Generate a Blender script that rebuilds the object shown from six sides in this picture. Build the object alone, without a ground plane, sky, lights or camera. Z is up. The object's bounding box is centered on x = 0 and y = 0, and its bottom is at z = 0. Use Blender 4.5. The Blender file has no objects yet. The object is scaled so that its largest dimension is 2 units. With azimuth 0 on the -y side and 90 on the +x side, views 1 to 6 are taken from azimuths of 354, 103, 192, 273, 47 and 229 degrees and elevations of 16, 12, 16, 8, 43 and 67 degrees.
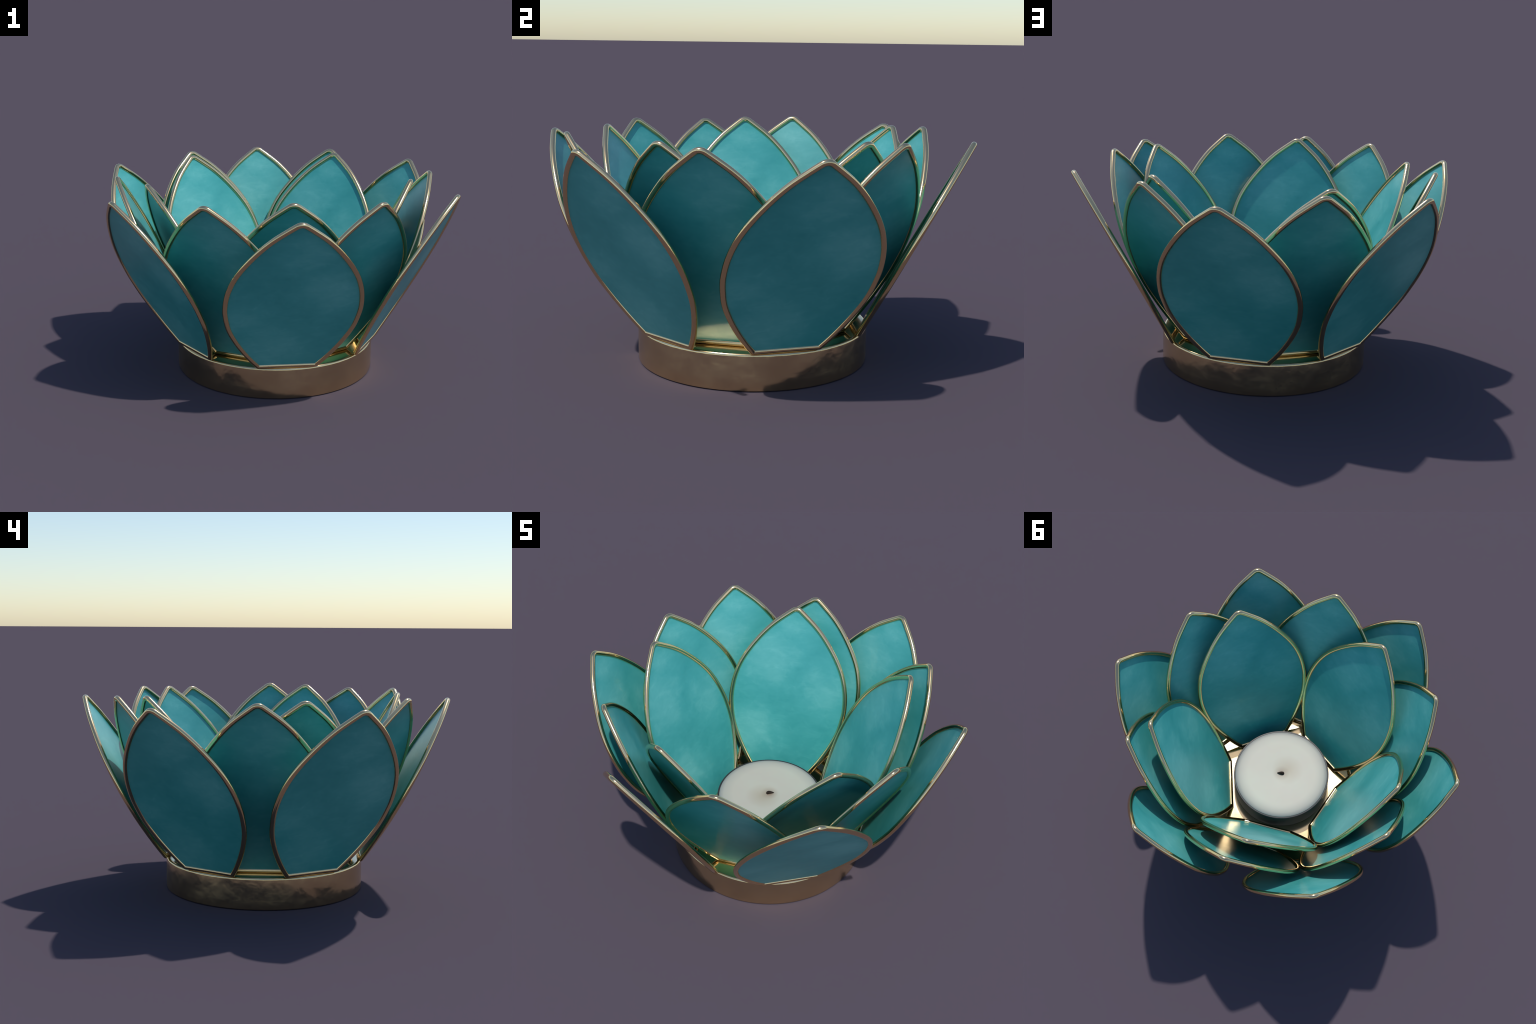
"""Lotus-shaped tealight holder: brass base disc, three rings of brass-framed teal panes, tealight."""
import bpy, math
from mathutils import Vector, Matrix

# ------------------------------------------------------------------ sizes
TUBE = 0.0131            # radius of the brass frame tube
PANE_IN, PANE_OUT = 0.0003, 0.0045   # inner and outer face of a pane, off the frame centre line
BASE_R, BASE_TOP = 0.540, 0.170
CUP_R, CUP_TOP = 0.290, 0.302

# half outline of a petal (outer edge of the frame): (height along petal, half width)
HALF_OUTLINE = [(0.0, .155), (.06, .199), (.13, .243), (.21, .285), (.30, .3205), (.40, .3395),
                (.47, .342), (.55, .333), (.63, .311), (.70, .279), (.77, .236), (.84, .184),
                (.90, .129), (.955, .0650), (1.006, 0.0)]

# ring of petals: count, first azimuth, radius of lower edge, outward tilt (degrees)
RINGS = [("outer", 6, -90.0, 0.5226, 28.3),
         ("middle", 6, 0.0, 0.4300, 25.0),
         ("inner", 5, -90.0, 0.3070, 24.8)]


# ------------------------------------------------------------------ helpers
def catmull(pts, n=8):
    """Smooth curve through the points (centripetal-like, one-sided ends)."""
    P = [Vector(p) for p in pts]
    P = [2 * P[0] - P[1]] + P + [2 * P[-1] - P[-2]]
    out = []
    for i in range(1, len(P) - 2):
        a, b, c, d = P[i - 1:i + 3]
        for k in range(n):
            t = k / n
            out.append(0.5 * ((2 * b) + (c - a) * t + (2 * a - 5 * b + 4 * c - d) * t * t
                              + (3 * b - a - 3 * c + d) * t ** 3))
    out.append(P[-2])
    return out


def loop_normals(loop):
    """Outward mitre vector at each point of a closed counter-clockwise 2D loop."""
    n = len(loop)
    res = []
    for i in range(n):
        a = (loop[i] - loop[i - 1]).normalized()
        b = (loop[(i + 1) % n] - loop[i]).normalized()
        na, nb = Vector((a.y, -a.x)), Vector((b.y, -b.x))
        m = (na + nb).normalized()
        res.append(m / max(0.5, m.dot(na)))
    return res


def fillet(prev, corner, nxt, radius, n):
    """Points of an arc that rounds a corner between two straight legs."""
    a, b = (prev - corner).normalized(), (nxt - corner).normalized()
    half = math.acos(max(-1, min(1, a.dot(b)))) / 2
    d = radius / math.tan(half)
    mid = corner + (a + b).normalized() * (radius / math.sin(half))
    p, q = corner + a * d - mid, corner + b * d - mid
    ang = math.atan2(p.x * q.y - p.y * q.x, p.dot(q))
    out = []
    for k in range(n + 1):
        t = ang * k / n
        out.append(mid + Vector((p.x * math.cos(t) - p.y * math.sin(t), p.x * math.sin(t) + p.y * math.cos(t))))
    return out, d


def petal_loop():
    """Centre line of the frame: closed 2D loop (x = across, y = up the petal), counter-clockwise."""
    right = [Vector((p.y, p.x)) for p in catmull(HALF_OUTLINE)]
    left = [Vector((-p.x, p.y)) for p in reversed(right)]
    outline = right + left[1:]                       # right corner -> tip -> left corner
    inset = loop_normals(outline)
    c = [p - m * TUBE for p, m in zip(outline, inset)]
    k = len(right) - 1                               # tip
    tip_arc, d = fillet(c[k - 4], c[k], c[k + 4], 0.034, 14)
    side_r = [p for p in c[:k] if (p - c[k]).length > d * 1.15]
    side_l = [p for p in c[k + 1:] if (p - c[k]).length > d * 1.15]
    arc_r, d2 = fillet(c[-1], c[0], c[1], 0.006, 4)
    arc_l, _ = fillet(c[-2], c[-1], c[0], 0.006, 4)
    side_r = [p for p in side_r if (p - c[0]).length > d2 * 1.1]
    side_l = [p for p in side_l if (p - c[-1]).length > d2 * 1.1]
    return arc_r + side_r + tip_arc + side_l + arc_l


def mesh_from(name, verts, faces, mat, smooth=True, angle=40):
    me = bpy.data.meshes.new(name)
    me.from_pydata([tuple(v) for v in verts], [], faces)
    me.materials.append(mat)
    me.validate()
    me.update()
    if smooth:
        me.shade_smooth()
        me.set_sharp_from_angle(angle=math.radians(angle))
    return me


def lathe(name, profile, mat, seg=160, angle=40):
    """Surface of revolution of (radius, z) points; points on the axis become poles."""
    verts, faces, rows = [], [], []
    for r, z in profile:
        if r < 1e-6:
            rows.append([len(verts)])
            verts.append((0, 0, z))
        else:
            rows.append(list(range(len(verts), len(verts) + seg)))
            verts += [(r * math.cos(2 * math.pi * i / seg), r * math.sin(2 * math.pi * i / seg), z) for i in range(seg)]
    for a, b in zip(rows, rows[1:]):
        for i in range(seg):
            j = (i + 1) % seg
            if len(a) == 1:
                faces.append((a[0], b[j], b[i]))
            elif len(b) == 1:
                faces.append((a[i], a[j], b[0]))
            else:
                faces.append((a[i], a[j], b[j], b[i]))
    return mesh_from(name, verts, faces, mat, angle=angle)


def arc(cx, cz, r, a0, a1, n):
    return [(cx + r * math.cos(math.radians(a0 + (a1 - a0) * k / n)),
             cz + r * math.sin(math.radians(a0 + (a1 - a0) * k / n))) for k in range(n + 1)]


def add(name, data, parent=None):
    ob = bpy.data.objects.new(name, data)
    bpy.context.scene.collection.objects.link(ob)
    ob.parent = parent
    return ob


# ------------------------------------------------------------------ materials
class Nodes:
    def __init__(self, name):
        self.mat = bpy.data.materials.new(name)
        self.mat.use_nodes = True
        self.t = self.mat.node_tree
        self.b = self.t.nodes["Principled BSDF"]

    def new(self, kind, **props):
        n = self.t.nodes.new(kind)
        for k, v in props.items():
            setattr(n, k, v)
        return n

    def link(self, a, b):
        self.t.links.new(a, b)

    def coords(self, scale=(1, 1, 1), loc=(0, 0, 0), rot=(0, 0, 0)):
        c, m = self.new("ShaderNodeTexCoord"), self.new("ShaderNodeMapping")
        m.inputs["Scale"].default_value = scale
        m.inputs["Location"].default_value = loc
        m.inputs["Rotation"].default_value = rot
        self.link(c.outputs["Object"], m.inputs["Vector"])
        return m.outputs["Vector"]

    def noise(self, vec, scale, detail=4, rough=0.55, dist=0.0):
        n = self.new("ShaderNodeTexNoise")
        n.inputs["Scale"].default_value = scale
        n.inputs["Detail"].default_value = detail
        n.inputs["Roughness"].default_value = rough
        n.inputs["Distortion"].default_value = dist
        self.link(vec, n.inputs["Vector"])
        return n.outputs["Fac"]

    def ramp(self, fac, stops):
        r = self.new("ShaderNodeValToRGB")
        e = r.color_ramp.elements
        while len(e) < len(stops):
            e.new(0.5)
        for el, (p, c) in zip(e, stops):
            el.position = p
            el.color = (*c, 1) if len(c) == 3 else c
        self.link(fac, r.inputs["Fac"])
        return r.outputs["Color"]

    def mix(self, fac, a, b, blend="MIX"):
        m = self.new("ShaderNodeMix", data_type="RGBA", blend_type=blend)
        for sock, v in ((m.inputs[0], fac), (m.inputs[6], a), (m.inputs[7], b)):
            if hasattr(v, "is_output"):
                self.link(v, sock)
            else:
                sock.default_value = v if not isinstance(v, tuple) or len(v) == 4 else (*v, 1)
        return m.outputs[2]

    def math(self, op, a, b=0.0, c=0.0, clamp=False):
        m = self.new("ShaderNodeMath", operation=op, use_clamp=clamp)
        for s, v in zip(m.inputs, (a, b, c)):
            if hasattr(v, "is_output"):
                self.link(v, s)
            else:
                s.default_value = v
        return m.outputs[0]

    def bump(self, height, strength, distance):
        b = self.new("ShaderNodeBump")
        b.inputs["Strength"].default_value = strength
        b.inputs["Distance"].default_value = distance
        self.link(height, b.inputs["Height"])
        self.link(b.outputs["Normal"], self.b.inputs["Normal"])


def g(v):
    return (v, v, v)


def brass(name, lo, hi, rough):
    """Polished brass with faint tone and polish variation."""
    n = Nodes(name)
    v = n.coords()
    n.b.inputs["Metallic"].default_value = 1.0
    n.link(n.ramp(n.noise(v, 3.0, 5), [(0.3, lo), (0.7, hi)]), n.b.inputs["Base Color"])
    n.link(n.ramp(n.noise(v, 7.0, 6, 0.6), [(0.35, g(rough[0])), (0.68, g(rough[1]))]), n.b.inputs["Roughness"])
    return n


def base_brass():
    """Base disc: mirror-like plate on top, hand-beaten duller band round the side."""
    n = brass("base_brass", (0.74, 0.56, 0.30), (0.86, 0.65, 0.36), (0.10, 0.15))
    geo, sep = n.new("ShaderNodeNewGeometry"), n.new("ShaderNodeSeparateXYZ")
    n.link(geo.outputs["Normal"], sep.inputs[0])
    side = n.math("SUBTRACT", 1.0, n.math("ABSOLUTE", sep.outputs["Z"]), clamp=True)
    old = n.b.inputs["Roughness"].links[0].from_socket
    dull = n.ramp(n.noise(n.coords(), 6.0, 5, 0.6), [(0.35, g(0.17)), (0.65, g(0.27))])
    n.link(n.mix(side, old, dull), n.b.inputs["Roughness"])
    h = n.noise(n.coords(scale=(1, 1, 1.2)), 12.0, 2.2, 0.45, 0.2)
    n.bump(n.math("MULTIPLY", h, n.math("MULTIPLY_ADD", side, 0.97, 0.03)), 0.17, 0.02)
    return n.mat


# broad milky patches of the pane: (across, up, radius, weight) on the outer and on the inner face
OUTER_PATCHES = [(0.19, 0.56, 0.17, 1.0), (-0.08, 0.14, 0.20, 0.9), (-0.25, 0.36, 0.15, 0.7), (0.08, 0.80, 0.15, 0.7)]
INNER_PATCHES = [(0.13, 0.68, 0.19, 1.0), (-0.20, 0.53, 0.16, 0.9), (0.19, 0.26, 0.17, 1.0), (0.0, 0.88, 0.12, 0.7)]


def teal_pane():
    n = Nodes("teal_pane")
    c, sep = n.new("ShaderNodeTexCoord"), n.new("ShaderNodeSeparateXYZ")
    n.link(c.outputs["Object"], sep.inputs[0])
    wob = n.noise(n.coords(), 5.0, 4, 0.6)
    wob = n.math("MULTIPLY_ADD", wob, 0.22, -0.11)

    def patches(table):
        total = None
        for x, y, r, w in table:
            dx = n.math("SUBTRACT", n.math("ADD", sep.outputs["X"], wob), x)
            dy = n.math("SUBTRACT", n.math("ADD", sep.outputs["Y"], wob), y)
            d2 = n.math("ADD", n.math("MULTIPLY", dx, dx), n.math("MULTIPLY", dy, dy))
            blob = n.math("MULTIPLY", n.math("EXPONENT", n.math("MULTIPLY", d2, -1.0 / (r * r))), w)
            total = blob if total is None else n.math("MAXIMUM", total, blob)
        return total
    outer = n.math("GREATER_THAN", sep.outputs["Z"], 0.5 * (PANE_IN + PANE_OUT))
    mixf = n.new("ShaderNodeMix", data_type="FLOAT")
    n.link(outer, mixf.inputs[0])
    n.link(patches(INNER_PATCHES), mixf.inputs[2])
    n.link(patches(OUTER_PATCHES), mixf.inputs[3])
    milky = mixf.outputs[0]
    wisp_at = n.coords(scale=(1.0, 2.1, 1.0), rot=(0, 0, 0.15))
    streak = n.noise(wisp_at, 11.0, 6, 0.6, 0.8)
    cloud = n.noise(n.coords(), 9.0, 4, 0.55)
    fine = n.noise(n.coords(scale=(1.0, 1.5, 1.0), rot=(0, 0, 0.5)), 13.0, 4, 0.58, 1.0)
    wisp = n.math("MULTIPLY", n.math("SUBTRACT", fine, 0.50), 5.0, clamp=True)
    fac = n.math("MULTIPLY", milky, 0.58)
    fac = n.math("MULTIPLY_ADD", n.math("SUBTRACT", streak, 0.5), 0.40, fac)
    fac = n.math("MULTIPLY_ADD", n.math("SUBTRACT", cloud, 0.5), 0.42, fac)
    fac = n.math("MULTIPLY_ADD", wisp, 0.14, fac)
    fac = n.math("ADD", fac, 0.13)
    col = n.ramp(fac, [(0.0, (0.036, 0.304, 0.297)), (0.40, (0.066, 0.376, 0.364)), (1.0, (0.158, 0.510, 0.482))])
    vor = n.new("ShaderNodeTexVoronoi")
    vor.inputs["Scale"].default_value = 19.0
    n.link(n.coords(), vor.inputs["Vector"])
    speck = n.math("LESS_THAN", vor.outputs["Distance"], 0.035)
    col = n.mix(n.math("MULTIPLY", speck, 0.22), col, (0.01, 0.16, 0.17, 1))
    n.link(col, n.b.inputs["Base Color"])
    n.link(n.ramp(streak, [(0.3, g(0.31)), (0.7, g(0.37))]), n.b.inputs["Roughness"])
    n.b.inputs["IOR"].default_value = 1.5
    return n.mat


def dark_tin():
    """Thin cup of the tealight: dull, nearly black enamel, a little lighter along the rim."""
    n = Nodes("dark_tin")
    c, sep = n.new("ShaderNodeTexCoord"), n.new("ShaderNodeSeparateXYZ")
    n.link(c.outputs["Object"], sep.inputs[0])
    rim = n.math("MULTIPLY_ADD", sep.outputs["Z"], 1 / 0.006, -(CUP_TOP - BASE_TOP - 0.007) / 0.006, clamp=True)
    body = n.ramp(n.noise(n.coords(), 9.0, 4), [(0.3, (0.012, 0.015, 0.016)), (0.7, (0.020, 0.023, 0.024))])
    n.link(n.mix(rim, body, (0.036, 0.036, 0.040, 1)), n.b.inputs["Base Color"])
    n.b.inputs["Roughness"].default_value = 0.38
    n.b.inputs["Specular IOR Level"].default_value = 0.25
    return n.mat


def wax():
    n = Nodes("white_wax")
    c = n.new("ShaderNodeTexCoord")
    sep = n.new("ShaderNodeSeparateXYZ")
    n.link(c.outputs["Object"], sep.inputs[0])

    def dist(cx, cy, sx, sy):
        dx = n.math("DIVIDE", n.math("SUBTRACT", sep.outputs["X"], cx), sx)
        dy = n.math("DIVIDE", n.math("SUBTRACT", sep.outputs["Y"], cy), sy)
        return n.math("SQRT", n.math("ADD", n.math("MULTIPLY", dx, dx), n.math("MULTIPLY", dy, dy)))
    white = n.ramp(n.noise(n.coords(), 4.0, 3), [(0.3, (0.515, 0.480, 0.415)), (0.7, (0.520, 0.525, 0.440))])
    soft = n.ramp(dist(-0.006, -0.042, 0.10, 0.10), [(0.0, g(0.60)), (0.35, g(0.38)), (1.0, g(0.0))])
    col = n.mix(soft, white, (0.37, 0.30, 0.20, 1))
    core = n.ramp(dist(0.0, 0.0, 0.050, 0.050), [(0.15, g(0.72)), (0.45, g(0.32)), (1.0, g(0.0))])
    col = n.mix(core, col, (0.23, 0.15, 0.10, 1))
    edge = n.ramp(dist(0.0, 0.0, CUP_R, CUP_R), [(0.70, g(0.0)), (0.88, g(0.28)), (0.975, g(0.9))])  # shading of the rounded wax shoulder by the rim, painted into the colour
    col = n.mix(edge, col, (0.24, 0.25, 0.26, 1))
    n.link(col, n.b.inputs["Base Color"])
    n.b.inputs["Roughness"].default_value = 0.5
    n.b.inputs["Subsurface Weight"].default_value = 0.1
    n.b.inputs["Subsurface Radius"].default_value = (0.06, 0.05, 0.04)
    n.b.inputs["Subsurface Scale"].default_value = 0.3
    return n.mat


def charred():
    n = Nodes("charred_wick")
    n.link(n.ramp(n.noise(n.coords(), 60, 3), [(0.3, (0.016, 0.012, 0.010)), (0.7, (0.045, 0.034, 0.028))]), n.b.inputs["Base Color"])
    n.b.inputs["Roughness"].default_value = 0.9
    n.b.inputs["Specular IOR Level"].default_value = 0.1
    return n.mat


M_BASE = base_brass()
M_FRAME = brass("brass_frame", (0.88, 0.64, 0.33), (0.93, 0.69, 0.37), (0.12, 0.17)).mat
M_PANE = teal_pane()
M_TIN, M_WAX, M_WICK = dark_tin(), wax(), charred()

# ------------------------------------------------------------------ meshes
LOOP = petal_loop()


def frame_mesh(seg=20):
    nrm = loop_normals(LOOP)
    verts, faces, n = [], [], len(LOOP)
    for p, m in zip(LOOP, nrm):
        for k in range(seg):
            a = 2 * math.pi * k / seg
            q = p + m * (TUBE * math.cos(a))
            verts.append((q.x, q.y, TUBE * math.sin(a)))
    for i in range(n):
        j = (i + 1) % n
        for k in range(seg):
            l = (k + 1) % seg
            faces.append((i * seg + k, j * seg + k, j * seg + l, i * seg + l))
    return mesh_from("petal_frame", verts, faces, M_FRAME, angle=60)


def pane_mesh():
    n = len(LOOP)
    verts = [(p.x, p.y, PANE_OUT) for p in LOOP] + [(p.x, p.y, PANE_IN) for p in LOOP]
    faces = [tuple(range(n)), tuple(range(2 * n - 1, n - 1, -1))]
    faces += [(i + n, (i + 1) % n + n, (i + 1) % n, i) for i in range(n)]
    return mesh_from("petal", verts, faces, M_PANE, smooth=False)


FRAME, PANE = frame_mesh(), pane_mesh()

# ------------------------------------------------------------------ candle holder
holder = add("lotus_candle_holder", None)
holder["label"] = "lotus flower candle holder with teal brass-framed petals"
holder["category"] = "candle holder"

bev = 0.015
profile = [(0, 0), (BASE_R - 0.006, 0)] + arc(BASE_R - 0.006, 0.006, 0.006, -90, 0, 4)[1:] \
    + [(BASE_R, 0.05), (BASE_R, 0.10)] \
    + arc(BASE_R - bev, BASE_TOP - bev, bev, 0, 90, 8) + [(0.40, BASE_TOP), (0.2, BASE_TOP), (0, BASE_TOP)]
add("base", lathe("base", profile, M_BASE, seg=192), holder)

for _, count, first, radius, tilt in RINGS:
    for i in range(count):
        az = math.radians(first + 360.0 * i / count)
        t = math.radians(tilt)
        out = Vector((math.cos(az), math.sin(az), 0))
        across = Vector((-math.sin(az), math.cos(az), 0))
        up = out * math.sin(t) + Vector((0, 0, 1)) * math.cos(t)
        normal = across.cross(up)
        m = Matrix((across, up, normal)).transposed().to_4x4()
        m.translation = out * radius + Vector((0, 0, BASE_TOP))
        petal = add("petal", PANE, holder)
        petal.matrix_local = m
        add("petal_frame", FRAME, petal)

# ------------------------------------------------------------------ tealight
candle = add("tealight_candle", None)
candle.location = (0, 0, BASE_TOP)
candle["label"] = "white round tealight in a thin dark metal cup"
candle["category"] = "candle"
H = CUP_TOP - BASE_TOP
wall = 0.0085
cup = [(0, 0.001), (CUP_R - 0.002, 0.001)] + arc(CUP_R - 0.002, 0.003, 0.002, -90, 0, 4)[1:] \
    + [(CUP_R, H - 0.003)] + arc(CUP_R - 0.0025, H - 0.0025, 0.0025, 0, 90, 4) + [(CUP_R - wall + 0.001, H)] \
    + [(CUP_R - wall, 0.02), (0, 0.02)]
add("cup", lathe("cup", cup, M_TIN), candle)
WR = CUP_R - wall - 0.0005
wax_top = H + 0.011
SHOULDER_W, SHOULDER_H = 0.065, 0.012
wax_profile = [(0, 0.022), (WR, 0.022), (WR, wax_top - SHOULDER_H - 0.004)] \
    + [(WR - SHOULDER_W * (1 - math.sin(math.radians(90 - a)) ** 1.0), wax_top - SHOULDER_H * (1 - math.sin(math.radians(a))))
       for a in range(0, 91, 9)] \
    + [(0.16, wax_top + 0.0005), (0.05, wax_top), (0.02, wax_top - 0.002), (0, wax_top - 0.003)]
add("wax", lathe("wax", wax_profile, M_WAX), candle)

# short burnt wick: a bent stub lying over to one side
wv, wf, seg = [], [], 10
lean = Vector((0.67, 0.74, 0))
spine = [(-0.012, -0.008, 0.0095), (-0.010, 0.002, 0.0100), (-0.003, 0.005, 0.0095), (0.008, 0.005, 0.0075),
         (0.016, 0.004, 0.0050), (0.022, 0.003, 0.0028), (0.026, 0.002, 0.0006)]   # (along lean, height above wax, radius)
line = [lean * a + Vector((0, 0, wax_top + b)) for a, b, _ in spine]
side_dir = Vector((-lean.y, lean.x, 0))
for k, (p, (_, _, r)) in enumerate(zip(line, spine)):
    tan = (line[min(k + 1, len(line) - 1)] - line[max(k - 1, 0)]).normalized()
    other = side_dir.cross(tan)
    wv += [p + side_dir * (r * math.cos(2 * math.pi * q / seg)) + other * (0.85 * r * math.sin(2 * math.pi * q / seg))
           for q in range(seg)]
for i in range(len(spine) - 1):
    for k in range(seg):
        l = (k + 1) % seg
        wf.append((i * seg + k, i * seg + l, (i + 1) * seg + l, (i + 1) * seg + k))
wf.append(tuple(range(len(wv) - seg, len(wv))))
wf.append(tuple(range(seg - 1, -1, -1)))
add("wick", mesh_from("wick", wv, wf, M_WICK), candle)
